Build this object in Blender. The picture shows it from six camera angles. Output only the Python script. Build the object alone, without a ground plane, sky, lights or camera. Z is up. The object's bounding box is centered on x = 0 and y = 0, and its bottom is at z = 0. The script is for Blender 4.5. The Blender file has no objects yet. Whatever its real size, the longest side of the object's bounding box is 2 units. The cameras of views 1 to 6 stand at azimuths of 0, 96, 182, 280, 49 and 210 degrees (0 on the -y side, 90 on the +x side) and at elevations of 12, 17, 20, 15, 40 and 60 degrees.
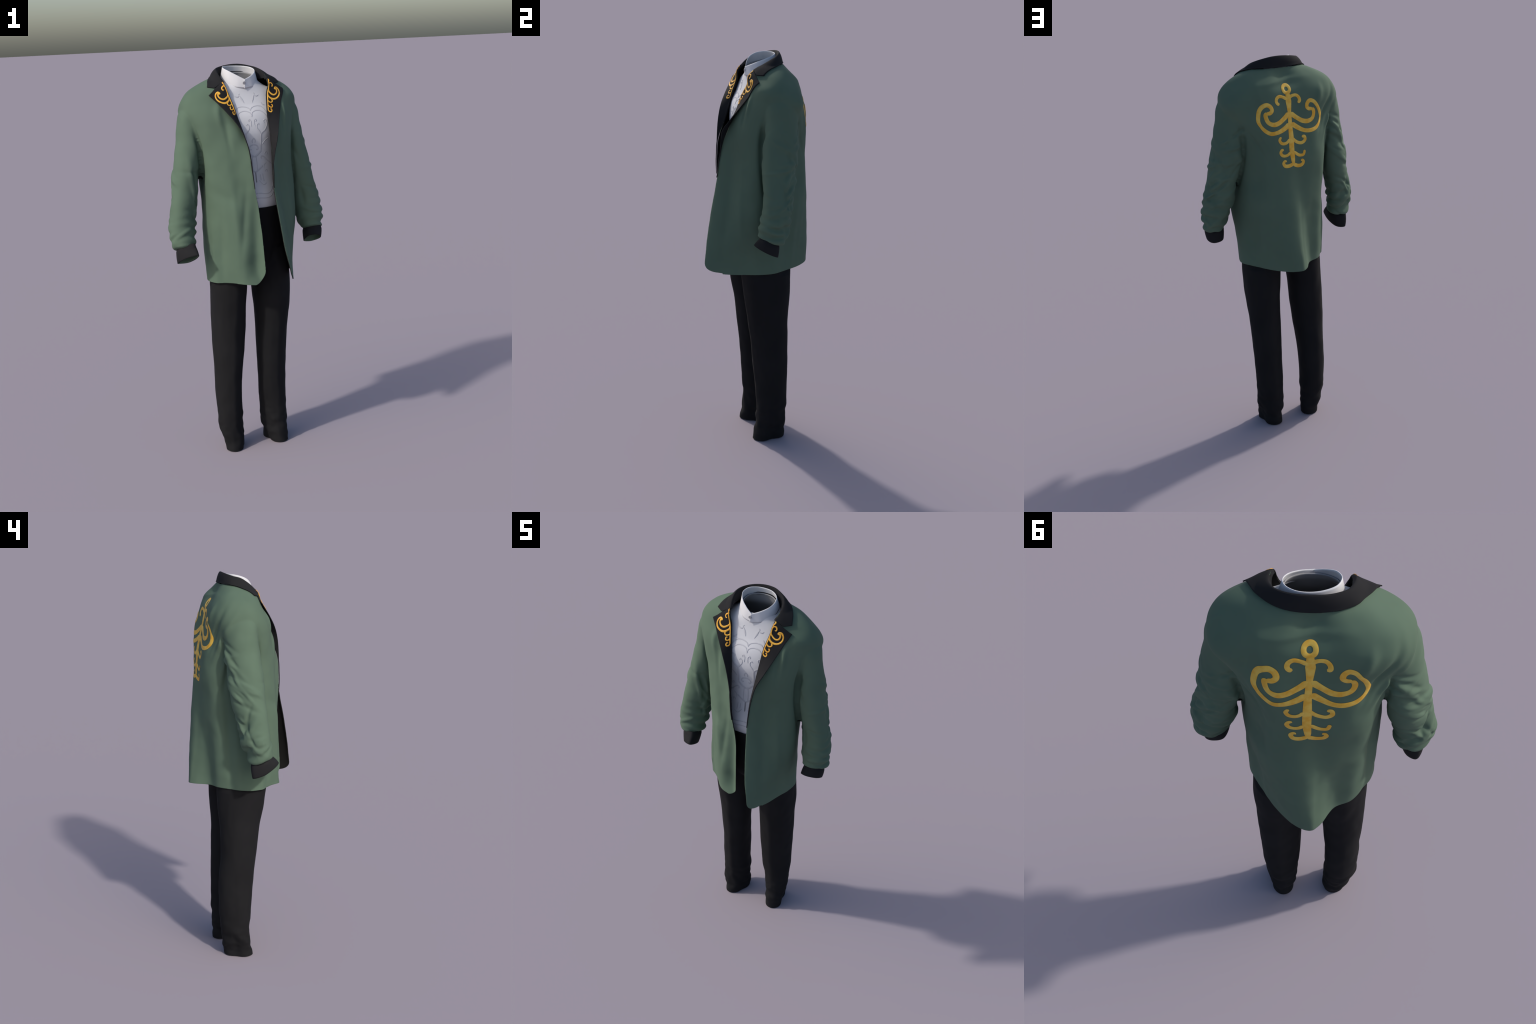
"""A headless three-piece evening outfit: long green jacket with black lapels,
white embroidered shirt and black trousers.  Everything is modelled in a local
frame that looks down -y (the wearer's left is +x); the root turns it 25 deg."""
import bpy, bmesh, math
import numpy as np
from mathutils import Vector, noise
from mathutils.bvhtree import BVHTree

TURN = math.radians(25.0)
VOX = 0.0042
rng = np.random.default_rng(11)

# ------------------------------------------------------------------ helpers
def herm(x, y, xs):
    """smooth (finite difference hermite) interpolation of y(x) at xs"""
    x = np.asarray(x, float); y = np.asarray(y, float); xs = np.asarray(xs, float)
    flat = y.ndim == 1
    if flat: y = y[:, None]
    m = np.gradient(y, x, axis=0)
    i = np.clip(np.searchsorted(x, xs) - 1, 0, len(x) - 2)
    h = (x[i + 1] - x[i])[:, None]; t = np.clip((xs - x[i])[:, None] / h, -0.5, 1.5)
    o = ((2*t**3 - 3*t**2 + 1)*y[i] + (t**3 - 2*t**2 + t)*h*m[i]
         + (3*t**2 - 2*t**3)*y[i + 1] + (t**3 - t**2)*h*m[i + 1])
    return o[:, 0] if flat else o

def curve3(pts, n, ends_sharp=True):
    """resample control points to n points on a smooth curve, even arc length"""
    p = np.asarray(pts, float)
    t = np.r_[0, np.cumsum(np.linalg.norm(np.diff(p, axis=0), axis=1))]
    d = herm(t, p, np.linspace(0, t[-1], 400))
    s = np.r_[0, np.cumsum(np.linalg.norm(np.diff(d, axis=0), axis=1))]
    q = np.linspace(0, s[-1], n)
    return np.stack([np.interp(q, s, d[:, k]) for k in range(d.shape[1])], 1)

def periodic(v, n):
    """catmull-rom resampling of a closed list of radii to n angles"""
    v = np.asarray(v, float); N = v.shape[-1]
    t = np.arange(n) / n * N; j = t.astype(int); f = t - j
    w = (-.5*f + f*f - .5*f**3, 1 - 2.5*f*f + 1.5*f**3, .5*f + 2*f*f - 1.5*f**3, -.5*f*f + .5*f**3)
    return sum(wi * v[..., (j + k) % N] for k, wi in zip((-1, 0, 1, 2), w))

def smooth01(a, b, x):
    t = np.clip((x - a) / (b - a), 0, 1); return t*t*(3 - 2*t)

def mesh_from(name, verts, faces):
    me = bpy.data.meshes.new(name)
    me.from_pydata([tuple(v) for v in verts], [], [tuple(f) for f in faces])
    me.update(); return me

def loft(rings, cap=True):
    """rings (S,N,3) -> verts, faces of a closed tube"""
    S, N = rings.shape[:2]
    v = rings.reshape(-1, 3); f = []
    for i in range(S - 1):
        for j in range(N):
            k = (j + 1) % N
            f.append((i*N + j, i*N + k, (i + 1)*N + k, (i + 1)*N + j))
    if cap:
        f.append(tuple(range(N - 1, -1, -1))); f.append(tuple((S - 1)*N + j for j in range(N)))
    return v, f

def grid_mesh(name, G):
    """open grid surface (S,T,3)"""
    S, T = G.shape[:2]
    f = [(i*T + j, i*T + j + 1, (i + 1)*T + j + 1, (i + 1)*T + j) for i in range(S - 1) for j in range(T - 1)]
    return mesh_from(name, G.reshape(-1, 3), f)

def new_obj(name, me, parent=None, mats=()):
    ob = bpy.data.objects.new(name, me); bpy.context.scene.collection.objects.link(ob)
    for m in mats: me.materials.append(m)
    if parent is not None: ob.parent = parent
    return ob

def bake(ob, *mods):
    """apply modifiers given as (type, {settings}) and return the object"""
    for kind, kw in mods:
        m = ob.modifiers.new(kind.lower(), kind)
        for k, v in kw.items(): setattr(m, k, v)
    dg = bpy.context.evaluated_depsgraph_get(); dg.update()
    me = bpy.data.meshes.new_from_object(ob.evaluated_get(dg), preserve_all_data_layers=True, depsgraph=dg)
    old = ob.data; ob.modifiers.clear(); ob.data = me; me.name = ob.name
    if old.users == 0: bpy.data.meshes.remove(old)
    return ob

def smooth_shade(ob):
    for p in ob.data.polygons: p.use_smooth = True

def coords(me):
    a = np.empty(len(me.vertices)*3); me.vertices.foreach_get('co', a); return a.reshape(-1, 3)
def set_coords(me, a):
    me.vertices.foreach_set('co', np.ascontiguousarray(a, float).ravel()); me.update()
def vnormals(me):
    a = np.empty(len(me.vertices)*3); me.vertices.foreach_get('normal', a); return a.reshape(-1, 3)

def union(name, parts, voxel, smooth_iter):
    """closed pieces -> one skin (voxel remesh, relaxed)"""
    V, F, o = [], [], 0
    for v, f in parts:
        V.append(v); F += [tuple(i + o for i in q) for q in f]; o += len(v)
    ob = new_obj(name, mesh_from(name, np.concatenate(V), F))
    return bake(ob, ('REMESH', dict(mode='VOXEL', voxel_size=voxel)), ('SMOOTH', dict(factor=.5, iterations=smooth_iter)))

def clip(ob, func):
    """cut the mesh along func = 0 and drop the side where func > 0"""
    bm = bmesh.new(); bm.from_mesh(ob.data)
    bmesh.ops.triangulate(bm, faces=bm.faces[:])
    val = func(np.array([v.co[:] for v in bm.verts]))
    val = np.where(np.abs(val) < 2e-4, -2e-4, val)
    bm.verts.index_update()
    lay = bm.verts.layers.float.new('cut')
    for v in bm.verts: v[lay] = val[v.index]
    fresh = set()
    for e in [e for e in bm.edges if e.verts[0][lay] * e.verts[1][lay] < 0]:
        a, b = e.verts; fac = a[lay] / (a[lay] - b[lay])
        _, nv = bmesh.utils.edge_split(e, a, fac); nv[lay] = 0.0; fresh.add(nv)
    for f in [f for f in bm.faces if sum(v in fresh for v in f.verts) == 2]:
        c = [v for v in f.verts if v in fresh]
        try: bmesh.utils.face_split(f, c[0], c[1])
        except ValueError: pass
    bmesh.ops.delete(bm, geom=[f for f in bm.faces if max((v[lay] for v in f.verts), key=abs) > 0], context='FACES')
    bmesh.ops.delete(bm, geom=[v for v in bm.verts if not v.link_faces], context='VERTS')
    bm.verts.layers.float.remove(lay)
    bm.to_mesh(ob.data); bm.free(); ob.data.update()

def largest_island(ob):
    bm = bmesh.new(); bm.from_mesh(ob.data); seen = {}; best = []
    for f0 in bm.faces:
        if f0 in seen: continue
        stack = [f0]; seen[f0] = 1; grp = []
        while stack:
            f = stack.pop(); grp.append(f)
            for e in f.edges:
                for g in e.link_faces:
                    if g not in seen: seen[g] = 1; stack.append(g)
        if len(grp) > len(best): best = grp
    keep = set(best)
    bmesh.ops.delete(bm, geom=[f for f in bm.faces if f not in keep], context='FACES')
    bm.to_mesh(ob.data); bm.free(); ob.data.update()

def split_by(ob, label_of_face, names):
    """separate a skin into named objects with coinciding borders and the whole skin's normals"""
    me = ob.data; nrm = vnormals(me); co = coords(me)
    cen = np.empty(len(me.polygons)*3); me.polygons.foreach_get('center', cen); cen = cen.reshape(-1, 3)
    lab = label_of_face(cen); out = []
    mi = np.empty(len(me.polygons), int); me.polygons.foreach_get('material_index', mi)
    for k, nm in enumerate(names):
        idx = np.nonzero(lab == k)[0]; remap = {}; faces = []
        for i in idx: faces.append([remap.setdefault(v, len(remap)) for v in me.polygons[i].vertices])
        src = np.fromiter(remap.keys(), int)
        m2 = mesh_from(nm, co[src], faces)
        for m in me.materials: m2.materials.append(m)
        m2.polygons.foreach_set('material_index', mi[idx]); m2.polygons.foreach_set('use_smooth', np.ones(len(idx), bool))
        m2.normals_split_custom_set_from_vertices([tuple(n) for n in nrm[src]])
        out.append(new_obj(nm, m2, ob.parent))
    bpy.data.objects.remove(ob); return out

def fbm(P, scale, octaves=2, off=(0, 0, 0)):
    o = Vector(off)
    return np.array([noise.fractal(Vector(p)*scale + o, 0.6, 2.0, octaves, noise_basis='PERLIN_ORIGINAL') for p in P])

# ---------------------------------------------------------------- materials
def fabric(name, col, rough=.85, vary=.10, grain=900, bump=.12, sheen=.0, big=6.0, spec=.2):
    m = bpy.data.materials.new(name); m.use_nodes = True
    nt = m.node_tree; b = nt.nodes['Principled BSDF']
    tc = nt.nodes.new('ShaderNodeTexCoord')
    n1 = nt.nodes.new('ShaderNodeTexNoise'); n1.inputs['Scale'].default_value = big; n1.inputs['Detail'].default_value = 3
    n2 = nt.nodes.new('ShaderNodeTexNoise'); n2.inputs['Scale'].default_value = grain; n2.inputs['Detail'].default_value = 1
    nt.links.new(tc.outputs['Object'], n1.inputs['Vector']); nt.links.new(tc.outputs['Object'], n2.inputs['Vector'])
    r = nt.nodes.new('ShaderNodeValToRGB')
    lo = [c*(1 - vary) for c in col]; hi = [min(1, c*(1 + vary)) for c in col]
    r.color_ramp.elements[0].position = .3; r.color_ramp.elements[0].color = (*lo, 1)
    r.color_ramp.elements[1].position = .7; r.color_ramp.elements[1].color = (*hi, 1)
    nt.links.new(n1.outputs['Fac'], r.inputs['Fac']); nt.links.new(r.outputs['Color'], b.inputs['Base Color'])
    bp = nt.nodes.new('ShaderNodeBump'); bp.inputs['Strength'].default_value = bump; bp.inputs['Distance'].default_value = .0006
    nt.links.new(n2.outputs['Fac'], bp.inputs['Height']); nt.links.new(bp.outputs['Normal'], b.inputs['Normal'])
    b.inputs['Roughness'].default_value = rough
    b.inputs['Specular IOR Level'].default_value = spec
    b.inputs['Sheen Weight'].default_value = sheen
    return m

def thread(name, c1, c2, rough=.55):
    """embroidery: two golden tones in streaky patches"""
    m = bpy.data.materials.new(name); m.use_nodes = True
    nt = m.node_tree; b = nt.nodes['Principled BSDF']
    tc = nt.nodes.new('ShaderNodeTexCoord')
    n1 = nt.nodes.new('ShaderNodeTexNoise'); n1.inputs['Scale'].default_value = 38; n1.inputs['Detail'].default_value = 3
    nt.links.new(tc.outputs['Object'], n1.inputs['Vector'])
    r = nt.nodes.new('ShaderNodeValToRGB')
    r.color_ramp.elements[0].position = .38; r.color_ramp.elements[0].color = (*c1, 1)
    r.color_ramp.elements[1].position = .62; r.color_ramp.elements[1].color = (*c2, 1)
    nt.links.new(n1.outputs['Fac'], r.inputs['Fac']); nt.links.new(r.outputs['Color'], b.inputs['Base Color'])
    b.inputs['Roughness'].default_value = rough; b.inputs['Specular IOR Level'].default_value = .3
    return m

GREEN = fabric('green_wool', (.091, .139, .098), vary=.05)
BLACK = fabric('black_satin', (.0165, .0165, .0180), rough=.85, vary=.08, spec=.12)
LINING = fabric('black_lining', (.013, .013, .013), rough=.9, vary=.05, spec=.1)
TROUSER = fabric('black_trouser_wool', (.0118, .0118, .0128), rough=.85, vary=.12, spec=.12)
WHITE = fabric('white_cotton', (.62, .62, .64), vary=.02)
RELIEF = fabric('grey_white_thread', (.50, .50, .53), vary=.03)
DARK = fabric('shirt_inside_shade_tinted', (.30, .30, .31), rough=.9, vary=.03)  # white shirt's inner face, greyed to paint in the neck hollow's shade
GOLD = thread('gold_thread', (.72, .33, .03), (.80, .44, .06))
AMBER = thread('amber_thread', (.70, .365, .034), (.74, .485, .085))
METAL = fabric('pewter_button', (.30, .30, .32), rough=.35, vary=.1)

# ------------------------------------------------------------ jacket shape
AX = np.array([0.0, .02])
# horizontal cross-sections of the jacket body: height, then the radius in mm
# every 20 degrees about the axis (0 = wearer's left, 90 = back, 270 = front)
SECTIONS = [
 (0.930, (218, 195, 190, 207, 232, 238, 184, 198, 210, 235, 237, 217, 229, 231, 321, 270, 228, 222)),
 (1.000, (219, 191, 192, 212, 237, 226, 184, 206, 216, 234, 238, 227, 228, 207, 311, 268, 228, 225)),
 (1.100, (221, 192, 198, 219, 236, 214, 188, 212, 220, 236, 236, 231, 230, 207, 298, 262, 236, 233)),
 (1.200, (219, 204, 209, 227, 234, 209, 197, 220, 221, 238, 234, 232, 224, 210, 283, 246, 241, 248)),
 (1.300, (222, 214, 217, 230, 229, 206, 210, 226, 221, 239, 235, 232, 219, 209, 263, 228, 238, 250)),
 (1.400, (230, 210, 202, 226, 221, 203, 218, 238, 229, 235, 241, 230, 210, 217, 241, 210, 228, 250)),
 (1.500, (234, 218, 208, 222, 212, 204, 228, 246, 240, 238, 245, 224, 204, 214, 227, 200, 218, 244)),
 (1.600, (244, 240, 222, 225, 206, 197, 224, 246, 258, 256, 250, 222, 203, 198, 205, 203, 224, 244)),
 (1.700, (266, 266, 238, 222, 191, 182, 206, 246, 284, 284, 262, 214, 186, 136, 153, 188, 219, 250)),
 (1.780, (300, 300, 230, 202, 173, 168, 198, 254, 310, 308, 256, 190, 126, 100, 106, 150, 190, 248)),
 (1.840, (289, 267, 217, 180, 156, 154, 178, 237, 292, 294, 220, 146, 106, 95, 105, 128, 156, 241)),
 (1.885, (248, 222, 193, 152, 122, 120, 147, 198, 253, 249, 180, 140, 115, 104, 108, 124, 160, 190)),
 (1.920, (185, 182, 148, 122, 100, 98, 120, 150, 188, 175, 140, 130, 120, 112, 110, 114, 125, 156)),
 (1.950, (120, 124, 108, 98, 92, 92, 99, 114, 118, 105, 105, 115, 120, 118, 112, 105, 100, 108)),
]
HEM = .935
SZ = np.array([s[0] for s in SECTIONS]); SR = np.array([s[1] for s in SECTIONS]) / 1000.0

def body_rings(zs, n=144):
    r = periodic(herm(SZ, SR, zs), n); a = np.arange(n) / n * 2*np.pi
    # pressed centre-back pleat that opens toward the hem
    deg = np.degrees(a)
    op = smooth01(1.40, .95, zs)[:, None]
    ridge = np.exp(-((deg - 93)/np.where(deg < 93, 16, 4.5))**2)
    r = r + op*(.013*ridge - .008*np.exp(-((deg - 108)/8)**2))
    return np.stack([AX[0] + r*np.cos(a), AX[1] + r*np.sin(a), np.repeat(zs[:, None], n, 1)], -1)

# sleeves: height, centre x, centre y, mean radius, two ellipse terms (mm), tilt dz/dy
SLEEVE_R = [(1.112, -358, -20, 34, 0, 3, -.30), (1.119, -358, -19, 52, 0, 4, -.30), (1.138, -359, -14, 61, 0, 5, -.28), (1.165, -359, -6, 64, 1, 6, -.2),
            (1.21, -356, 6, 68, 2, 8, -.1), (1.30, -343, 20, 70, -1, 12, 0), (1.40, -322, 35, 75, -4, 11, 0), (1.50, -301, 42, 78, -5, 9, 0),
            (1.60, -280, 52, 80, -3, 7, 0), (1.70, -258, 61, 80, -2, 6, 0), (1.78, -242, 66, 78, -3, 8, 0), (1.83, -232, 68, 58, -3, 8, 0)]
SLEEVE_L = [(1.138, 341, -46, 34, 0, 2, -.30), (1.145, 341, -45, 54, -1, 4, -.30), (1.162, 341, -38, 62, -1, 4, -.28), (1.185, 340, -31, 66, 0, 2, -.2),
            (1.22, 336, -20, 70, 1, 0, -.1), (1.30, 323, -3, 74, 1, -8, 0), (1.40, 300, 12, 79, -4, -8, 0), (1.50, 276, 21, 85, -5, -7, 0),
            (1.60, 253, 33, 88, -2, -7, 0), (1.70, 229, 44, 88, 2, -11, 0), (1.78, 212, 51, 88, 4, -13, 0), (1.83, 203, 55, 64, 5, -12, 0)]

def tube_rings(tab, zs, n=64):
    T = np.array(tab, float); q = herm(T[:, 0], T[:, 1:], zs)
    a = np.arange(n) / n * 2*np.pi
    r = (q[:, 2:3] + q[:, 3:4]*np.cos(2*a) + q[:, 4:5]*np.sin(2*a)) / 1000
    x = q[:, :1]/1000 + r*np.cos(a); dy = r*np.sin(a)
    tilt = q[:, 5:6] if q.shape[1] > 5 else 0
    return np.stack([x, q[:, 1:2]/1000 + dy, zs[:, None] + tilt*dy], -1)

# front edges: height, x, y
EDGE_R = [(.93, -.014, -.215), (1.0, -.016, -.212), (1.1, -.018, -.205), (1.2, -.021, -.198), (1.3, -.028, -.190), (1.4, -.043, -.193), (1.5, -.050, -.190),
          (1.55, -.053, -.186), (1.6, -.057, -.172), (1.65, -.065, -.150), (1.7, -.074, -.130), (1.75, -.083, -.110), (1.8, -.091, -.093), (1.85, -.101, -.072), (1.92, -.120, -.046), (1.97, -.13, -.02)]
EDGE_L = [(.93, .090, -.302), (1.0, .083, -.293), (1.1, .066, -.279), (1.2, .058, -.260), (1.3, .052, -.240), (1.4, .048, -.220), (1.5, .052, -.206),
          (1.55, .056, -.197), (1.6, .062, -.182), (1.65, .068, -.162), (1.7, .072, -.142), (1.75, .076, -.120), (1.8, .083, -.104), (1.85, .096, -.080), (1.92, .112, -.052), (1.97, .12, -.02)]
ER, EL = np.array(EDGE_R), np.array(EDGE_L)

def corner(z, rx, rz, foot=HEM):
    d = np.clip(1 - (z - foot)/rz, 0, .999); return rx*(1 - np.sqrt(1 - d*d))
def front_opening(P):
    z = P[:, 2]
    xr = herm(ER[:, 0], ER[:, 1], z) - corner(z, .062, .075, .920)
    xl = herm(EL[:, 0], EL[:, 1], z) + corner(z, .045, .055)
    return np.minimum(np.minimum(P[:, 0] - xr, xl - P[:, 0]), .0 - P[:, 1])

def fold(u, v, u0, v0, ang, length, width, amp):
    """one soft ridge in a (u, v) sheet"""
    c, s = math.cos(ang), math.sin(ang)
    a = (u - u0)*c + (v - v0)*s; b = -(u - u0)*s + (v - v0)*c
    return amp*np.exp(-(a/length)**2 - (b/width)**2)

def sleeve_wrinkles(P, tab, side, seed):
    g = np.random.default_rng(seed)
    T = np.array(tab, float); q = herm(T[:, 0], T[:, 1:], np.clip(P[:, 2], T[0, 0], T[-1, 0]))
    dx = P[:, 0] - q[:, 0]/1000; dy = P[:, 1] - q[:, 1]/1000
    phi = np.arctan2(dx*side, -dy)            # 0 front, +90 outer, 180 back
    u = phi*.075; v = P[:, 2] + .3*dy*smooth01(1.3, 1.15, P[:, 2])
    d = np.zeros(len(P))
    per = 2*math.pi*.075
    for k in range(62):
        low = k < 18
        v0 = g.uniform(1.13, 1.24) if low else g.uniform(1.22, 1.70)
        u0 = g.uniform(-per/2, per/2) if k % 2 else g.uniform(.25, .5)*per
        ang = g.normal(0, .30) if low else g.normal(.75, .35)*(1 if g.random() < .75 else -1)
        L = g.uniform(.03, .055) if low else g.uniform(.035, .08)
        w = g.uniform(.009, .014) if low else g.uniform(.008, .014)
        amp = g.uniform(.007, .013)*(1 if g.random() < .6 else -.9)*(1 if low else (.75 if v0 > 1.5 else 1))
        for sh in (-per, 0, per): d += fold(u + sh, v, u0, v0, ang, L, w, amp)
    # the cloth bunches in soft rings above the cuff
    d += .0055*np.sin(2*math.pi*(v - 1.13)/.046 + 1.3*np.sin(phi + seed) + .7*np.sin(2*phi + 2*seed))*smooth01(1.40, 1.24, v)*(.55 + .45*np.sin(phi*1.0 + seed*2))
    return np.where(d > 0, .0085*np.tanh(d/.0085), .012*np.tanh(d/.012)) - .0015

def body_folds(P):
    deg = np.degrees(np.arctan2(P[:, 1] - AX[1], P[:, 0] - AX[0])) % 360
    u = deg/360*1.4; z = P[:, 2]; d = np.zeros(len(P))
    F = lambda a, z0, ang, L, w, amp: fold(u, z, a/360*1.4, z0, math.radians(ang), L, w, amp*1.4)
    # waist folds in the right and left fronts, long drapes on the skirt
    d += F(243, 1.24, 84, .14, .018, -.006) + F(232, 1.30, 95, .12, .02, .004)
    d += F(222, 1.36, -30, .07, .03, -.004)
    d += F(300, 1.18, 88, .16, .02, -.004) + F(318, 1.22, 92, .16, .022, .004)
    d += F(212, 1.10, 88, .15, .02, -.005) + F(200, 1.06, 92, .12, .018, .005)
    d += F(168, 1.15, 92, .2, .016, .003) + F(156, 1.2, 93, .22, .016, -.005)
    d += F(40, 1.12, 88, .2, .02, .003) + F(58, 1.1, 88, .2, .02, -.002)
    # pulls from the armholes across the back, yoke ridge under the collar
    d += F(153, 1.70, 66, .09, .011, .009) + F(145, 1.74, 68, .09, .011, -.008) + F(158, 1.62, 72, .07, .011, .008) + F(136, 1.80, 68, .05, .012, .005) + F(155, 1.52, 80, .08, .012, -.008)
    d += F(48, 1.66, 118, .08, .014, .004) + F(40, 1.60, 120, .08, .012, -.005) + F(52, 1.78, 112, .07, .016, .003)
    d += F(90, 1.885, 4, .13, .012, .004)
    # chest pulls beside the lapels
    d += F(326, 1.76, 75, .06, .012, .006) + F(318, 1.70, 80, .05, .010, -.004) + F(214, 1.77, 104, .06, .012, .005) + F(226, 1.66, 100, .07, .014, -.004)
    return d

def build_jacket(parent):
    zs = np.r_[np.linspace(.90, 1.7, 90), np.linspace(1.71, 1.95, 40)]
    parts = [loft(body_rings(zs))]
    for tab in (SLEEVE_R, SLEEVE_L):
        t = [r[0] for r in tab]
        z = np.r_[t[0], np.linspace(t[1], t[4], 24), np.linspace(t[4] + .01, t[-1], 50)]
        parts.append(loft(tube_rings(tab, z)))
    ob = union('jacket_skin', parts, VOX, 7)
    me = ob.data; P = coords(me); N = vnormals(me)
    # sleeve weight: inside the slightly grown sleeve tube and off the body
    d = np.zeros(len(P)); arm_w = np.zeros(len(P))
    for tab, side, seed in ((SLEEVE_R, -1, 5), (SLEEVE_L, 1, 9)):
        T = np.array(tab, float); q = herm(T[:, 0], T[:, 1:], np.clip(P[:, 2], T[0, 0], T[-1, 0]))
        rr = np.hypot(P[:, 0] - q[:, 0]/1000, P[:, 1] - q[:, 1]/1000)*1000
        w = smooth01(1.18, 1.0, rr/np.maximum(q[:, 2] + 4, 40))*smooth01(1.80, 1.66, P[:, 2])
        w = np.where(P[:, 2] < 1.25, (P[:, 0]*side > .26), w)
        arm_w = np.maximum(arm_w, w); d += w*sleeve_wrinkles(P, tab, side, seed)
        # deep crease where the sleeve meets the body below the armhole
        aa = (np.degrees(np.arctan2(P[:, 1] - AX[1], P[:, 0] - AX[0])) % 360)/360*144
        rb = periodic(herm(SZ, SR, np.clip(P[:, 2], .93, 1.95)), 144)
        rb = rb[np.arange(len(P)), aa.astype(int) % 144]
        gb = np.hypot(P[:, 0] - AX[0], P[:, 1] - AX[1]) - rb
        ga = rr/1000 - (q[:, 2])/1000
        d -= .017*np.exp(-(ga/.014)**2 - (gb/.014)**2)*smooth01(1.72, 1.60, P[:, 2])*smooth01(1.25, 1.32, P[:, 2])
    nz = fbm(P, 9.0, 2)
    d += arm_w*.004*nz + (1 - arm_w)*(body_folds(P) + .0022*nz)
    P = P + N*d[:, None]
    # the two front edges stand forward to their own line
    zz = np.linspace(.90, 1.92, 60); rings = body_rings(zz, 720)
    for E, side in ((ER, -1), (EL, 1)):
        x0 = herm(E[:, 0], E[:, 1], zz); y0 = herm(E[:, 0], E[:, 2], zz); dy = []
        for k in range(len(zz)):
            fr = rings[k][rings[k][:, 1] < 0]; dy.append(y0[k] - np.interp(x0[k], fr[:, 0], fr[:, 1]))
        sh = np.interp(P[:, 2], zz, dy); xe = np.interp(P[:, 2], zz, x0)
        w = np.exp(-((P[:, 0] - xe)/.030)**2)*(P[:, 1] < -.02)*smooth01(1.90, 1.84, P[:, 2])
        P[:, 1] += np.clip(sh, -.035, .035)*w
    set_coords(me, P)
    bake(ob, ('SMOOTH', dict(factor=.5, iterations=2)))
    def hem_line(Q):      # nearly level, dipping at the wearer's right front
        a = np.degrees(np.arctan2(Q[:, 1], Q[:, 0]))
        h = HEM + .003*np.sin(3*np.radians(a) + 1) - .002 - .014*np.exp(-((a + 105)/24)**2)
        return h - Q[:, 2] - 10*(np.abs(Q[:, 0]) > .262)
    clip(ob, hem_line)
    clip(ob, front_opening)
    clip(ob, lambda Q: Q[:, 2] - 1.943)
    largest_island(ob)
    return ob

# -------------------------------------------------------------------- root
root = bpy.data.objects.new('formal_outfit', None); bpy.context.scene.collection.objects.link(root)
root.rotation_euler = (0, 0, TURN)
root['label'] = 'green evening jacket with gold embroidery, white shirt, black trousers'
root['category'] = 'clothing outfit'

def part_empty(name):
    e = bpy.data.objects.new(name, None); bpy.context.scene.collection.objects.link(e); e.parent = root; return e
jacket = part_empty('jacket'); shirt = part_empty('shirt'); trousers = part_empty('trousers')

skin = build_jacket(jacket)
skin.parent = jacket
skin.data.materials.clear(); skin.data.materials.append(GREEN); skin.data.materials.append(LINING)
jacket_tree = BVHTree.FromPolygons([tuple(v) for v in coords(skin.data)], [tuple(p.vertices) for p in skin.data.polygons])
bake(skin, ('SOLIDIFY', dict(thickness=.0045, offset=-1, use_rim=True, material_offset=1, material_offset_rim=1)))

def sleeve_label(C):
    lab = np.zeros(len(C), int)
    for k, (tab, side) in enumerate(((SLEEVE_R, -1), (SLEEVE_L, 1))):
        z = C[:, 2]
        # armhole: a leaning plane from the shoulder point to the underarm
        bx = np.interp(z, [1.0, 1.40, 1.50, 1.62, 1.80, 1.87], [.262, .255, .243, .232, .225, .262])
        lab[(C[:, 0]*side > bx) & (z < 1.875)] = k + 1
    return lab
split_by(skin, sleeve_label, ['jacket_body', 'sleeve', 'sleeve'])

# -------------------------------------------------- collar, lapels, cuffs
def out_of_jacket(p, lift, towards, most=None):
    """lift a point to at least `lift` outside the jacket surface"""
    co, n, i, dist = jacket_tree.find_nearest(Vector(p))
    d = Vector(towards)
    if n.dot(d) < 0: n = -n
    h = (Vector(p) - co).dot(n)
    if dist > .04: return np.array(p)
    q = np.array(p) + np.array(n)*max(0.0, lift - h)
    return q if most is None else q - np.array(n)*max(0.0, h - most)

def relax_grid(G, it=3):
    for _ in range(it):
        H = G.copy(); H[1:-1, 1:-1] = .5*G[1:-1, 1:-1] + .125*(G[:-2, 1:-1] + G[2:, 1:-1] + G[1:-1, :-2] + G[1:-1, 2:]); G = H
    return G

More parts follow.
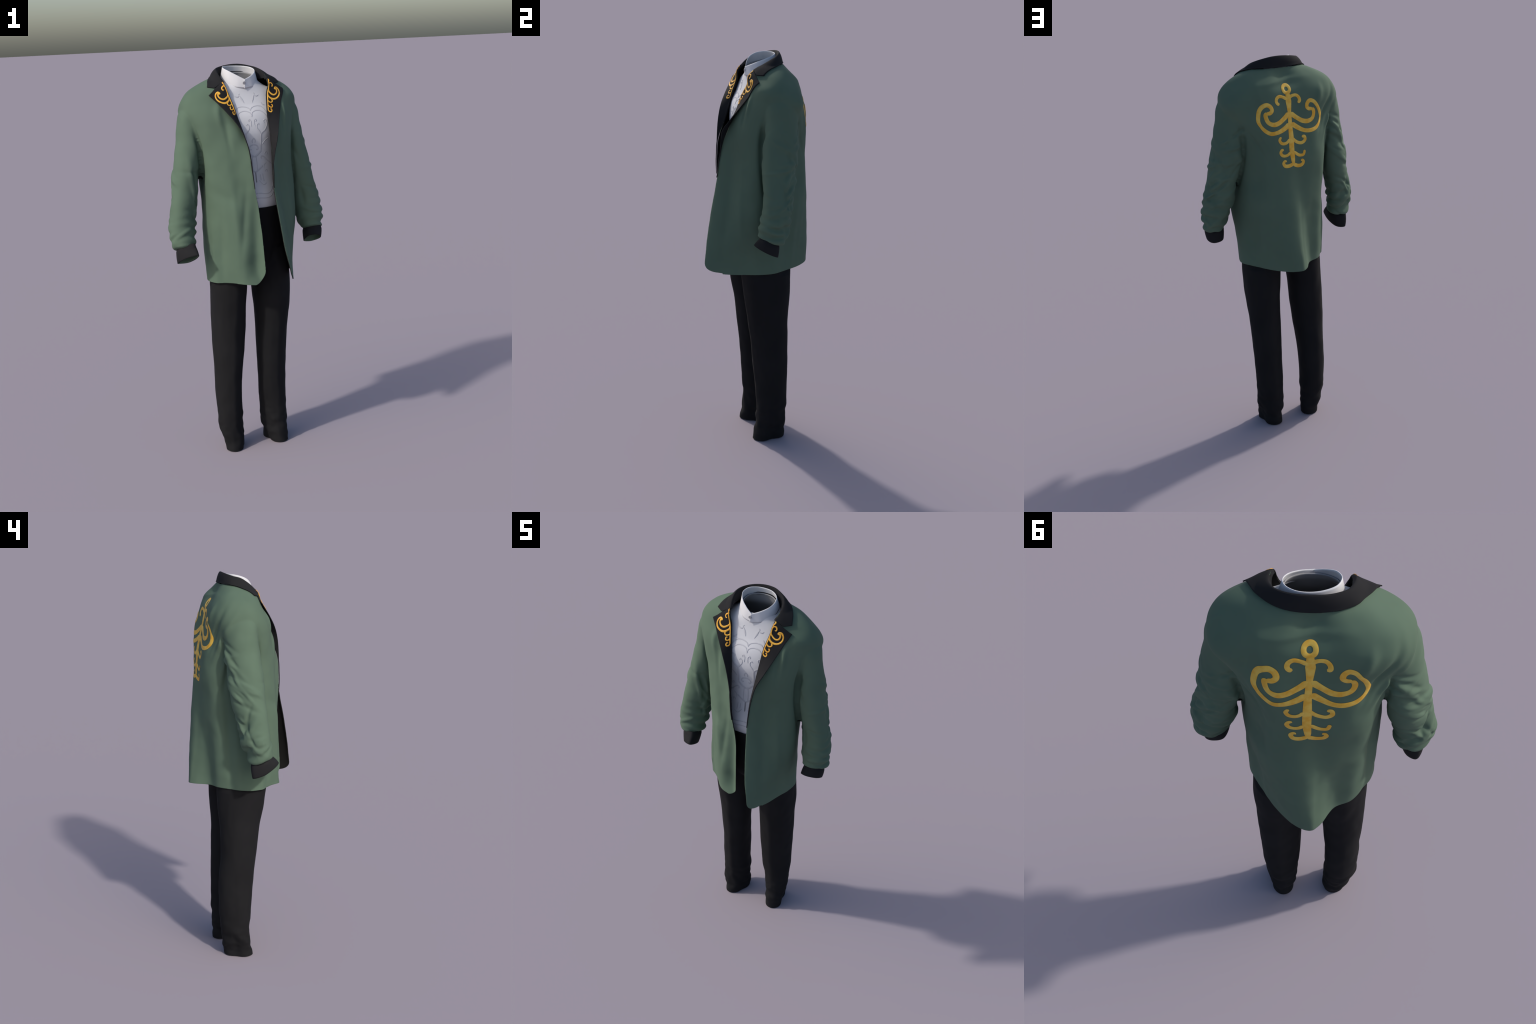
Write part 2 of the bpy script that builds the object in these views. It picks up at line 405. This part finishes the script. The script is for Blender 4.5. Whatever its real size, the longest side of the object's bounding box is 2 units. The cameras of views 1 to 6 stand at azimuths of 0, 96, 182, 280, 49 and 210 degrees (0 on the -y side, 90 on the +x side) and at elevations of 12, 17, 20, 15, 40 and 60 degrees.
def lapel(name, roll, edge, notch, side):
    S, T = 90, 22
    A = curve3(roll, S); B = curve3(edge, S)
    t = np.linspace(0, 1, T)
    G = np.zeros((S, T, 3))
    out = np.array([.35*side, -1, .15]); out /= np.linalg.norm(out)
    for i in range(S):
        s = i/(S - 1); mid = (A[i] + B[i])/2
        w = smooth01(.90, 1.0, s); k = .5
        mid = mid*(1 - w) + np.array(notch)*w
        wid = np.linalg.norm(B[i] - A[i])
        mid = mid + out*(.01*wid*(1 - w))
        c = 2*mid - (A[i] + B[i])/2
        G[i] = (1 - t)[:, None]**2*A[i] + (2*t*(1 - t))[:, None]*c + (t**2)[:, None]*B[i]
        if w > 0:   # straight gorge then notch step near the top row
            lin = np.where(t[:, None] < .5, A[i] + (np.array(notch) - A[i])*2*t[:, None], np.array(notch) + (B[i] - np.array(notch))*(2*t[:, None] - 1))
            G[i] = G[i]*(1 - w) + lin*w
    for i in range(S):
        for j in range(T):
            lift = .003 + .0015*math.sin(math.pi*j/(T - 1))*min(1, i/20)
            G[i, j] = out_of_jacket(G[i, j], lift, out)
    G = relax_grid(G, 4)
    # roll the fold line a little forward and tuck the first column inside
    G[:, 0] -= out*.002
    ob = new_obj(name, grid_mesh(name, G), jacket, [BLACK])
    bake(ob, ('SOLIDIFY', dict(thickness=.0035, offset=0, use_rim=True)), ('BEVEL', dict(width=.0008, segments=1, limit_method='ANGLE')))
    smooth_shade(ob); return ob

ROLL_R = [(x, y, z) for z, x, y in EDGE_R if 1.39 < z < 1.93]
ROLL_L = [(x, y, z) for z, x, y in EDGE_L if 1.39 < z < 1.93]
LAPEL_R = [(-.0440, -.193, 1.40), (-.0535, -.190, 1.50), (-.064, -.186, 1.60), (-.083, -.174, 1.671), (-.113, -.151, 1.731), (-.148, -.117, 1.785), (-.184, -.079, 1.835), (-.204, -.060, 1.859)]
LAPEL_L = [(.0490, -.220, 1.40), (.0570, -.207, 1.50), (.070, -.206, 1.575), (.086, -.203, 1.634), (.112, -.170, 1.691), (.139, -.131, 1.748), (.166, -.092, 1.806), (.196, -.052, 1.866)]
lap_r = lapel('lapel', ROLL_R, LAPEL_R, (-.164, -.046, 1.886), -1)
lap_l = lapel('lapel', ROLL_L, LAPEL_L, (.154, -.058, 1.896), 1)

def collar():
    # top fold line, outer (lower) edge, from the wearer's right front around the back to the left front
    top = [(-.121, -.047, 1.919), (-.126, -.012, 1.950), (-.122, .028, 1.976), (-.106, .060, 1.984), (-.078, .080, 1.991), (-.040, .094, 1.997), (0, .098, 2.0),
           (.040, .094, 1.998), (.075, .079, 1.990), (.103, .055, 1.979), (.119, .015, 1.961), (.120, -.020, 1.942), (.112, -.053, 1.921)]
    edge = [(-.194, -.021, 1.894), (-.184, -.006, 1.899), (-.170, .021, 1.916), (-.152, .050, 1.931), (-.132, .079, 1.943), (-.091, .102, 1.946), (-.049, .111, 1.946), (0, .113, 1.945),
            (.058, .108, 1.945), (.111, .086, 1.945), (.154, .043, 1.936), (.170, .008, 1.919), (.186, -.030, 1.899)]
    S = 120; A = curve3(top, S); E = curve3(edge, S)
    T1, T2 = 8, 14; G = np.zeros((S, T1 + T2, 3))
    for i in range(S):
        s = i/(S - 1); e = min(s, 1 - s)
        inw = np.array([-A[i][0], .02 - A[i][1], 0]); inw /= np.linalg.norm(inw)
        h = .045*smooth01(0, .22, e) + .004
        base = A[i] + inw*(.006 + .004*smooth01(0, .2, e)) - np.array([0, 0, h])
        for j in range(T1):
            t = j/(T1); p = base + (A[i] - base)*t; G[i, j] = p + inw*.003*math.sin(math.pi*t)
        notch = np.array((-.164, -.044, 1.889) if s < .5 else (.154, -.056, 1.899))
        w = 1 - smooth01(0, .05, e)
        mid = (A[i] + E[i])/2 - inw*.003 + np.array([0, 0, .004])
        for j in range(T2):
            t = j/(T2 - 1)
            c = 2*mid - (A[i] + E[i])/2
            p = (1 - t)**2*A[i] + 2*t*(1 - t)*c + t*t*E[i]
            l = A[i] + (notch - A[i])*2*t if t < .5 else notch + (E[i] - notch)*(2*t - 1)
            p = p*(1 - w) + l*w
            G[i, T1 + j] = out_of_jacket(p, .0025*min(1, t*3) + .002, -inw + np.array([0, 0, .4]))
    ob = new_obj('collar', grid_mesh('collar', relax_grid(G, 2)), jacket, [BLACK])
    bake(ob, ('SOLIDIFY', dict(thickness=.004, offset=0, use_rim=True)), ('BEVEL', dict(width=.001, segments=1, limit_method='ANGLE')))
    smooth_shade(ob); return ob
collar()

def ring4(pts, n):
    """closed smooth ring through control points"""
    p = np.asarray(pts, float); return np.stack([periodic(p[:, k], n) for k in range(3)], 1)

def cuff(top, bottom, side):
    n = 64; A = ring4(top, n); B = ring4(bottom, n)
    rows = [A + (A.mean(0) - A)*.10 + np.array([0, 0, .02])]
    for t in np.linspace(0, 1, 9): rows.append(A*(1 - t) + B*t + (A*(1 - t) + B*t - (A.mean(0)*(1 - t) + B.mean(0)*t))*(.03*math.sin(math.pi*t)))
    R = np.array(rows); v, f = loft(R, cap=False)
    if side > 0: f = [q[::-1] for q in f]
    ob = new_obj('cuff', mesh_from('cuff', v, f), jacket, [BLACK, GREEN])
    bm = bmesh.new(); bm.from_mesh(ob.data); bmesh.ops.recalc_face_normals(bm, faces=bm.faces[:]); bm.to_mesh(ob.data); bm.free()
    bake(ob, ('SOLIDIFY', dict(thickness=.004, offset=-1, use_rim=True, material_offset=1, material_offset_rim=0)))
    smooth_shade(ob); return ob
# rings given as outer, back, inner, front quarter points
cuff([(-.405, -.034, 1.108), (-.397, .012, 1.096), (-.378, .034, 1.090), (-.335, .022, 1.094), (-.311, -.015, 1.107), (-.314, -.055, 1.121), (-.333, -.083, 1.131), (-.378, -.070, 1.122)],
     [(-.400, -.036, 1.056), (-.396, .006, 1.040), (-.376, .027, 1.033), (-.341, .008, 1.036), (-.322, -.034, 1.054), (-.318, -.082, 1.077), (-.330, -.117, 1.095), (-.374, -.091, 1.084)], -1)
cuff([(.392, -.048, 1.128), (.382, -.016, 1.118), (.350, -.002, 1.116), (.312, -.008, 1.122), (.290, -.040, 1.133), (.300, -.078, 1.146), (.335, -.094, 1.153), (.375, -.083, 1.143)],
     [(.384, -.050, 1.082), (.374, -.018, 1.068), (.345, -.010, 1.063), (.306, -.018, 1.070), (.287, -.060, 1.090), (.293, -.104, 1.116), (.326, -.115, 1.118), (.368, -.090, 1.102)], 1)

# --------------------------------------------------------------- shirt
SHIRT = [  # height, half width, front y, back y
 (1.27, .150, -.130, .112), (1.295, .160, -.143, .125), (1.45, .172, -.128, .150), (1.55, .180, -.118, .168), (1.59, .184, -.116, .170), (1.67, .205, -.122, .175), (1.75, .245, -.108, .172),
 (1.81, .250, -.077, .150), (1.86, .195, -.058, .122), (1.885, .122, -.052, .099), (1.905, .092, -.047, .093), (1.915, .085, -.046, .090), (1.925, .081, -.045, .0845)]
def shirt_body():
    T = np.array(SHIRT); zs = np.linspace(1.27, 1.925, 112); q = herm(T[:, 0], T[:, 1:], zs)
    n = 120; a = np.arange(n)/n*2*np.pi
    cy = (q[:, 1] + q[:, 2])/2; ry = (q[:, 2] - q[:, 1])/2
    up = smooth01(1.84, 1.915, zs)[:, None]                       # neckline rises toward the back
    ca, sa = np.cos(a), np.sin(a)
    e = 2/2.3
    X = -.004 + q[:, :1]*np.sign(ca)*np.abs(ca)**e; Y = cy[:, None] + ry[:, None]*np.sign(sa)*np.abs(sa)**e
    Zz = zs[:, None] + up*(.035*(sa + 1)/2)
    G = np.stack([X, Y, Zz + 0*X], -1)
    v, f = loft(G, cap=False)
    P = v; nz = fbm(P, 7, 2, (3, 1, 4)); v = v*np.array([1, 1, 1]) + np.stack([0*nz, -.0025*nz*(P[:, 2] < 1.8), 0*nz], 1)
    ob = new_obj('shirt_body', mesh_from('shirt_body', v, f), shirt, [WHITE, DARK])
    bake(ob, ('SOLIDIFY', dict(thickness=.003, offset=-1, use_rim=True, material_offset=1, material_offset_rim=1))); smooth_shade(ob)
    return ob
sb = shirt_body()
shirt_tree = BVHTree.FromPolygons([tuple(v) for v in coords(sb.data)], [tuple(p.vertices) for p in sb.data.polygons])

def stand_collar():
    rim = [(-.006, -.057, 1.925), (-.040, -.041, 1.946), (-.074, -.012, 1.970), (-.086, .020, 1.983), (-.075, .052, 1.990), (-.040, .074, 1.992), (0, .081, 1.991),
           (.040, .074, 1.988), (.070, .050, 1.981), (.078, .018, 1.970), (.066, -.012, 1.957), (.036, -.038, 1.942), (-.010, -.059, 1.925)]
    base = [(-.006, -.056, 1.886), (-.050, -.044, 1.892), (-.085, -.014, 1.908), (-.093, .022, 1.926), (-.084, .058, 1.938), (-.046, .086, 1.944), (0, .091, 1.944),
            (.046, .086, 1.942), (.080, .058, 1.936), (.088, .020, 1.924), (.076, -.014, 1.906), (.042, -.043, 1.891), (-.014, -.059, 1.885)]
    S = 140; A = curve3(rim, S); B = curve3(base, S)
    B = B + (B - np.array([0, .018, 0]))*np.array([.035, .035, 0]) - np.array([0, 0, .003])
    t = np.linspace(0, 1, 10)
    G = B[:, None]*(1 - t)[None, :, None] + A[:, None]*t[None, :, None]
    ob = new_obj('shirt_collar', grid_mesh('shirt_collar', G), shirt, [WHITE])
    bake(ob, ('SOLIDIFY', dict(thickness=.0022, offset=0, use_rim=True)))
    smooth_shade(ob)

stand_collar()

def button():
    prof = [(0, .0032), (.002, .0036), (.0032, .0026), (.0048, .0030), (.0062, .0036), (.0074, .0030), (.0078, .0012), (.0076, 0)]
    n = 24; a = np.arange(n)/n*2*np.pi
    R = np.array([[(r*math.cos(t), -h, r*math.sin(t)) for t in a] for r, h in prof[1:]])
    v, f = loft(R, cap=False); f.append(tuple(range(n)))
    M = np.array([-.012, -.0585, 1.908])
    ob = new_obj('button', mesh_from('button', v + M, f), shirt, [METAL])
    bm = bmesh.new(); bm.from_mesh(ob.data); bmesh.ops.recalc_face_normals(bm, faces=bm.faces[:]); bm.to_mesh(ob.data); bm.free()
    smooth_shade(ob)
button()

# ------------------------------------------------------ appliques / threads
def ribbon(pts, widths, tree, direction, start, lift, thick):
    """a rounded strip laid on a surface: points are (x, z) in mm, dropped along y"""
    p = np.asarray(pts, float)/1000; w = np.asarray(widths, float)/1000
    if w.ndim == 0: w = np.full(len(p), float(w))
    t = np.r_[0, np.cumsum(np.linalg.norm(np.diff(p, axis=0), axis=1))]
    n = max(8, int(t[-1]/.003)); q = np.linspace(0, t[-1], n)
    c = herm(t, p, q); ww = np.interp(q, t, w)
    tan = np.gradient(c, axis=0)
    if np.linalg.norm(p[0] - p[-1]) < 1e-6: tan[0] = tan[-1] = c[1] - c[-2]
    tan /= np.linalg.norm(tan, axis=1)[:, None] + 1e-9
    nor = np.stack([-tan[:, 1], tan[:, 0]], 1)
    # round ends
    k = np.minimum(q, t[-1] - q); r = ww/2
    closed = np.linalg.norm(p[0] - p[-1]) < 1e-6
    if not closed: ww = ww*np.sqrt(np.clip(1 - np.clip(1 - k/np.maximum(r, 1e-6), 0, 1)**2, .04, 1))
    A = 7; rows = []; last = start*.4
    for i in range(n):
        row = []
        for a in np.linspace(-1, 1, A):
            x, z = c[i] + nor[i]*ww[i]/2*a
            hit = tree.ray_cast(Vector((x, start, z)), Vector((0, direction, 0)))
            if hit[0] is None:
                near = tree.find_nearest(Vector((x, last, z))); loc, nn = near[0], near[1]
            else: loc, nn = hit[0], hit[1]; last = loc.y
            if nn.y*direction > 0: nn = -nn
            h = lift + thick*math.sqrt(max(0, 1 - a*a*.96))
            row.append(np.array(loc) + np.array(nn)*h)
        rows.append(row)
    return np.array(rows)

def strokes_object(name, strokes, tree, direction, start, mat, parent, lift, thick, kind=None, widen=1.0):
    V, F, o = [], [], 0
    for pts, w in strokes:
        G = ribbon(pts, np.asarray(w)*widen, tree, direction, start, lift, thick); S, T = G.shape[:2]
        V.append(G.reshape(-1, 3))
        F += [(o + i*T + j, o + i*T + j + 1, o + (i + 1)*T + j + 1, o + (i + 1)*T + j) for i in range(S - 1) for j in range(T - 1)]
        o += S*T
    me = mesh_from(name, np.concatenate(V), F)
    ob = new_obj(name, me, parent, [mat])
    bm = bmesh.new(); bm.from_mesh(me)
    for f in bm.faces:
        f.normal_update()
        if f.normal.y*direction > 0: f.normal_flip()
    bm.to_mesh(me); bm.free()
    smooth_shade(ob)
    if kind: ob['kind'] = kind
    return ob

# gold emblem on the back: central stem, ring, paired curls and a pair of wings
def circle(cx, cz, r, n=14):
    return [(cx + r*math.cos(2*math.pi*k/n), cz + r*math.sin(2*math.pi*k/n)) for k in range(n + 1)]
EMBLEM = [
 ('emblem_stem', [([(-4, 1833), (-5, 1789), (-3, 1742), (0, 1698), (2, 1659), (3, 1607), (4, 1545), (1, 1503), (0, 1482)], [19, 29, 19, 20, 23, 27, 26, 20, 12])]),
 ('emblem_ring', [(circle(-2, 1847, 17.5), 15)]),
 ('emblem_curl', [([(4, 1800), (12, 1806), (25, 1813), (45, 1817), (58, 1809), (62, 1796), (56, 1784), (46, 1782)], [16, 15, 13, 14, 15, 15, 14, 15])]),
 ('emblem_curl', [([(-8, 1802), (-16, 1809), (-33, 1815), (-50, 1813), (-61, 1800), (-62, 1786), (-53, 1777)], [16, 15, 13, 14, 15, 15, 14])]),
 ('emblem_wing', [([(3, 1736), (12, 1726), (36, 1709), (66, 1694), (93, 1691), (116, 1703), (125, 1723), (125, 1743), (117, 1749)], [20, 22, 21, 21, 20, 18, 17, 17, 17]),
                  ([(6, 1684), (15, 1676), (47, 1659), (80, 1650), (109, 1649), (131, 1662), (150, 1685), (160, 1709), (158, 1736), (149, 1763), (132, 1781), (113, 1785), (97, 1775), (93, 1757), (104, 1747), (122, 1747)],
                   [20, 23, 21, 18, 18, 17, 13, 16, 17, 17, 18, 19, 19, 18, 17, 15])]),
 ('emblem_wing', [([(-8, 1734), (-16, 1726), (-41, 1706), (-71, 1688), (-99, 1684), (-123, 1693), (-133, 1712), (-132, 1733), (-124, 1744)], [20, 22, 20, 21, 20, 18, 17, 17, 17]),
                  ([(-6, 1684), (-15, 1677), (-42, 1658), (-73, 1642), (-111, 1638), (-141, 1645), (-163, 1664), (-173, 1692), (-168, 1723), (-152, 1755), (-132, 1778), (-116, 1782), (-101, 1770), (-99, 1750), (-110, 1742), (-126, 1742)],
                   [20, 23, 21, 18, 18, 17, 15, 14, 15, 15, 17, 18, 18, 17, 17, 15])]),
 ('emblem_curl', [([(14, 1612), (22, 1601), (41, 1592), (59, 1597), (67, 1614), (58, 1627)], [14, 14, 14, 14, 13, 11])]),
 ('emblem_curl', [([(-4, 1613), (-12, 1603), (-32, 1588), (-55, 1584), (-72, 1598), (-69, 1613), (-55, 1613)], [14, 14, 15, 15, 15, 14, 12])]),
 ('emblem_curl', [([(14, 1545), (26, 1535), (42, 1531), (57, 1535), (65, 1550), (57, 1562), (48, 1561)], [14, 13, 13, 14, 14, 13, 11])]),
 ('emblem_curl', [([(-6, 1545), (-16, 1537), (-39, 1523), (-57, 1524), (-67, 1546)], [14, 14, 14, 13, 12])]),
 ('emblem_curl', [([(0, 1486), (10, 1483), (31, 1479), (47, 1482), (53, 1497), (44, 1506), (37, 1501)], [14, 17, 17, 16, 14, 11, 8])]),
 ('emblem_curl', [([(2, 1486), (-6, 1481), (-28, 1472), (-48, 1475), (-56, 1490), (-50, 1498), (-43, 1494)], [14, 17, 17, 16, 14, 12, 9])]),
]
for nm, st in EMBLEM: strokes_object(nm, st, jacket_tree, -1, .5, AMBER, jacket, .0006, .0012, widen=1.06)

# gold scrolls on the lapels
def lap_tree(ob): return BVHTree.FromPolygons([tuple(v) for v in coords(ob.data)], [tuple(p.vertices) for p in ob.data.polygons])
SCROLL_L = [([(112, 1903), (101, 1863), (92, 1824), (87, 1794), (81, 1768)], 6),
 ([(110, 1900), (114, 1908), (120, 1914), (116, 1920)], [6, 6, 8, 7]), ([(108, 1892), (117, 1901), (126, 1900), (132, 1892), (129, 1884), (123, 1886)], [5, 6, 7, 7, 7, 7]),
 ([(103, 1878), (107, 1866), (116, 1851), (133, 1842), (145, 1846), (152, 1860), (149, 1870), (141, 1868)], [7, 8, 9, 9, 9, 9, 9, 9]),
 ([(97, 1850), (101, 1840), (111, 1828), (128, 1822), (143, 1824), (157, 1833), (166, 1850), (164, 1865), (155, 1875), (145, 1877), (139, 1869)], [7, 9, 10, 10, 9, 9, 8, 8, 9, 9, 9]),
 ([(92, 1820), (98, 1811), (105, 1807), (115, 1809), (119, 1815), (112, 1820)], [5, 7, 7, 7, 7, 7]), ([(88, 1797), (94, 1788), (102, 1783), (110, 1787), (111, 1795), (104, 1797)], [5, 7, 7, 7, 7, 7]),
 ([(83, 1770), (90, 1764), (97, 1762), (103, 1768), (100, 1776), (95, 1774)], [6, 7, 7, 7, 7, 7])]
SCROLL_R = [([(-108, 1908), (-104, 1882), (-101, 1847), (-93, 1808), (-85, 1769)], 6),
 ([(-109, 1906), (-116, 1909), (-120, 1915), (-113, 1921)], [6, 6, 8, 7]), ([(-106, 1897), (-116, 1901), (-128, 1898), (-135, 1888), (-131, 1880), (-125, 1882)], [5, 6, 7, 7, 7, 7]),
 ([(-104, 1868), (-110, 1853), (-121, 1843), (-137, 1837), (-153, 1842), (-160, 1853), (-156, 1864), (-148, 1863)], [7, 8, 9, 9, 9, 9, 9, 9]),
 ([(-100, 1848), (-106, 1835), (-117, 1825), (-134, 1819), (-154, 1823), (-170, 1835), (-174, 1850), (-168, 1864), (-157, 1871), (-147, 1865)], [7, 9, 10, 10, 9, 9, 8, 8, 9, 9]),
 ([(-96, 1814), (-105, 1808), (-113, 1806), (-122, 1810), (-124, 1817), (-118, 1819)], [5, 7, 7, 7, 7, 7]), ([(-92, 1794), (-100, 1787), (-107, 1785), (-114, 1790), (-113, 1798), (-107, 1798)], [5, 7, 7, 7, 7, 7]),
 ([(-87, 1770), (-95, 1764), (-101, 1762), (-107, 1768), (-105, 1775), (-99, 1774)], [6, 7, 7, 7, 7, 7])]
def off_roll(strokes, E, side):
    out = []
    for p, w in strokes:
        out.append(([(side*max(side*x, 1000*side*float(herm(E[:, 0], E[:, 1], [z/1000])[0]) + 5.0), z) for x, z in p], w))
    return out
for lp, sc in ((lap_l, off_roll(SCROLL_L, EL, 1)), (lap_r, off_roll(SCROLL_R, ER, -1))):
    strokes_object('lapel_scroll', sc, lap_tree(lp), 1, -.5, GOLD, jacket, .0004, .0014, widen=.84)

# relief pattern of the shirt front, one half; mirrored about x = -4 mm
HALF = [([(-4, 1774), (2, 1785), (14, 1791), (58, 1791), (84, 1756)], 4), ([(-4, 1745), (1, 1763), (12, 1770), (50, 1770), (84, 1733)], 4),
 ([(6, 1698), (4, 1714), (6, 1728), (13, 1733), (17, 1726), (12, 1722)], [3, 4, 4, 4, 4, 4]),
 ([(36, 1578), (36, 1624), (39, 1661), (62, 1679), (74, 1703), (68, 1726), (57, 1724), (57, 1710)], [8, 8, 8, 7, 5, 4, 4, 4]), ([(38, 1658), (26, 1676), (17, 1690), (17, 1702), (26, 1711), (31, 1704)], [6, 6, 5, 4, 4, 4]),
 ([(-4, 1609), (10, 1605), (18, 1597), (19, 1587), (12, 1583), (8, 1588)], [5, 5, 5, 5, 5, 4]), ([(-4, 1642), (4, 1628), (2, 1616)], [3, 5, 3]),
 ([(-4, 1549), (4, 1552), (38, 1578)], [7, 8, 8]), ([(6, 1550), (8, 1513), (8, 1478)], [3, 3, 3]), ([(-4, 1473), (2, 1476), (40, 1502)], [7, 7, 6]), ([(-4, 1474), (-4, 1422)], 5),
 ([(44, 1608), (66, 1630), (78, 1636)], [4, 5, 4]), ([(96, 1504), (68, 1526), (46, 1547), (34, 1550), (33, 1540), (39, 1537)], [4, 4, 4, 4, 4, 4]), ([(55, 1560), (62, 1568), (70, 1562), (66, 1553)], 4),
 ([(43, 1487), (47, 1505), (62, 1515)], [3, 4, 3]), ([(50, 1470), (54, 1480), (62, 1478), (60, 1468)], 4), ([(20, 1462), (22, 1430)], [3, 4]), ([(34, 1464), (38, 1424)], [3, 4]), ([(10, 1432), (36, 1408), (52, 1416)], [3, 3, 3]),
 ([(-4, 1370), (60, 1368), (95, 1409)], 4), ([(-4, 1347), (62, 1348), (97, 1382)], 4),
 ([(36, 1849), (31, 1839), (26, 1829), (21, 1819), (18, 1811)], [1, 6, 8, 5, 1]), ([(37, 1846), (45, 1842), (53, 1843), (60, 1847)], [1, 7, 6, 1]), ([(38, 1850), (37, 1855), (33, 1857)], [3, 3, 3]),
 ([(64, 1812), (70, 1800), (82, 1796)], [3, 6, 3])]
pattern = HALF + [([(-8 - x, z) for x, z in p], w) for p, w in HALF]
strokes_object('shirt_embroidery', pattern, shirt_tree, 1, -.5, RELIEF, shirt, .0003, .0010, 'stuff', widen=1.25)

# -------------------------------------------------------------- trousers
LEG_R = [(0.002, -125, 35, 61, -9, 13), (0.06, -127, 44, 67, -4, 11), (0.12, -132, 53, 71, -3, 9), (0.2, -136, 57, 73, -5, 6), (0.3, -138, 56, 77, -8, 3), (0.42, -135, 52, 80, -9, 1),
         (0.55, -132, 39, 85, -6, -2), (0.7, -128, 31, 94, -8, -1), (0.85, -123, 24, 106, -14, 5), (.95, -117, 18, 110, -16, 6), (1.08, -95, 5, 92, -16, 6)]
LEG_L = [(0.002, 115, 37, 63, -23, -6), (0.06, 114, 45, 66, -16, -3), (0.12, 114, 50, 71, -8, -4), (0.2, 114, 51, 74, -5, -1), (0.3, 113, 48, 78, -3, 5), (0.42, 113, 43, 83, -3, 8),
         (0.55, 114, 35, 88, -4, 7), (0.7, 117, 24, 97, -8, 4), (0.85, 117, 19, 108, -14, 1), (.95, 110, 14, 109, -16, -3), (1.08, 95, 4, 92, -16, -4)]
HIPS = [(.92, .10, -.03, .06), (.96, .150, -.075, .09), (1.02, .178, -.110, .12), (1.10, .185, -.128, .135), (1.20, .175, -.142, .13), (1.30, .166, -.150, .125)]
def build_trousers():
    parts = []
    for tab in (LEG_R, LEG_L):
        zs = np.linspace(-.03, 1.08, 126); R = tube_rings(tab, zs, 72)
        a = np.arange(72)/72*360
        # pressed front and back creases
        c = np.array([r[1:3] for r in tab], float)/1000; cz = np.array([r[0] for r in tab])
        cen = herm(cz, c, zs)[:, None]
        k = 1 + (.035*np.exp(-((a - 268)/9)**2) + .02*np.exp(-((a - 92)/9)**2))[None, :, None]*smooth01(.05, .2, zs)[:, None, None]
        R[..., :2] = cen + (R[..., :2] - cen)*k
        parts.append(loft(R))
    T = np.array(HIPS); zs = np.linspace(.92, 1.30, 44); q = herm(T[:, 0], T[:, 1:], zs); n = 96; a = np.arange(n)/n*2*np.pi
    cy = (q[:, 1] + q[:, 2])/2; ry = (q[:, 2] - q[:, 1])/2
    G = np.stack([q[:, :1]*np.cos(a), cy[:, None] + ry[:, None]*np.sin(a), zs[:, None] + 0*a], -1)
    parts.append(loft(G))
    ob = union('trouser_skin', parts, VOX, 9)
    P = coords(ob.data); N = vnormals(ob.data)
    nz = fbm(P*np.array([1, 1, .55]), 14, 2, (7, 2, 1)); nb = fbm(P*np.array([1, 1, 1.25]) + np.stack([.25*P[:, 2], 0*P[:, 2], 0*P[:, 2]], 1), 12, 2, (1, 9, 4))
    low = smooth01(.30, .05, P[:, 2])
    set_coords(ob.data, P + N*(.0025*nz + .011*low*nb*smooth01(.0, .06, P[:, 2]))[:, None])
    clip(ob, lambda Q: .001 - Q[:, 2])
    clip(ob, lambda Q: Q[:, 2] - 1.297)
    P = coords(ob.data)
    ang = (np.degrees(np.arctan2(P[:, 1] - AX[1], P[:, 0] - AX[0])) % 360)/360*144
    rj = periodic(herm(SZ, SR, np.clip(P[:, 2], .93, 1.95)), 144)[np.arange(len(P)), ang.astype(int) % 144] - .006
    rp = np.hypot(P[:, 0] - AX[0], P[:, 1] - AX[1])
    k = np.where(rp > rj, 1 + (rj/np.maximum(rp, 1e-6) - 1)*smooth01(.905, .933, P[:, 2]), 1)
    P[:, :2] = AX + (P[:, :2] - AX)*k[:, None]; set_coords(ob.data, P)
    return ob
ts = build_trousers(); ts.parent = trousers; ts.data.materials.clear(); ts.data.materials.append(TROUSER)
split_by(ts, lambda C: np.where(C[:, 2] > .955, 0, np.where(C[:, 0] < 0, 1, 2)), ['trouser_top', 'trouser_leg', 'trouser_leg'])

# each garment's body mesh carries its own parts
for empty, body in ((jacket, 'jacket_body'), (shirt, 'shirt_body'), (trousers, 'trouser_top')):
    main = bpy.data.objects[body]; nm = empty.name
    main.parent = root
    for c in list(empty.children): c.parent = main
    bpy.data.objects.remove(empty)
    main.name = nm; main.data.name = nm
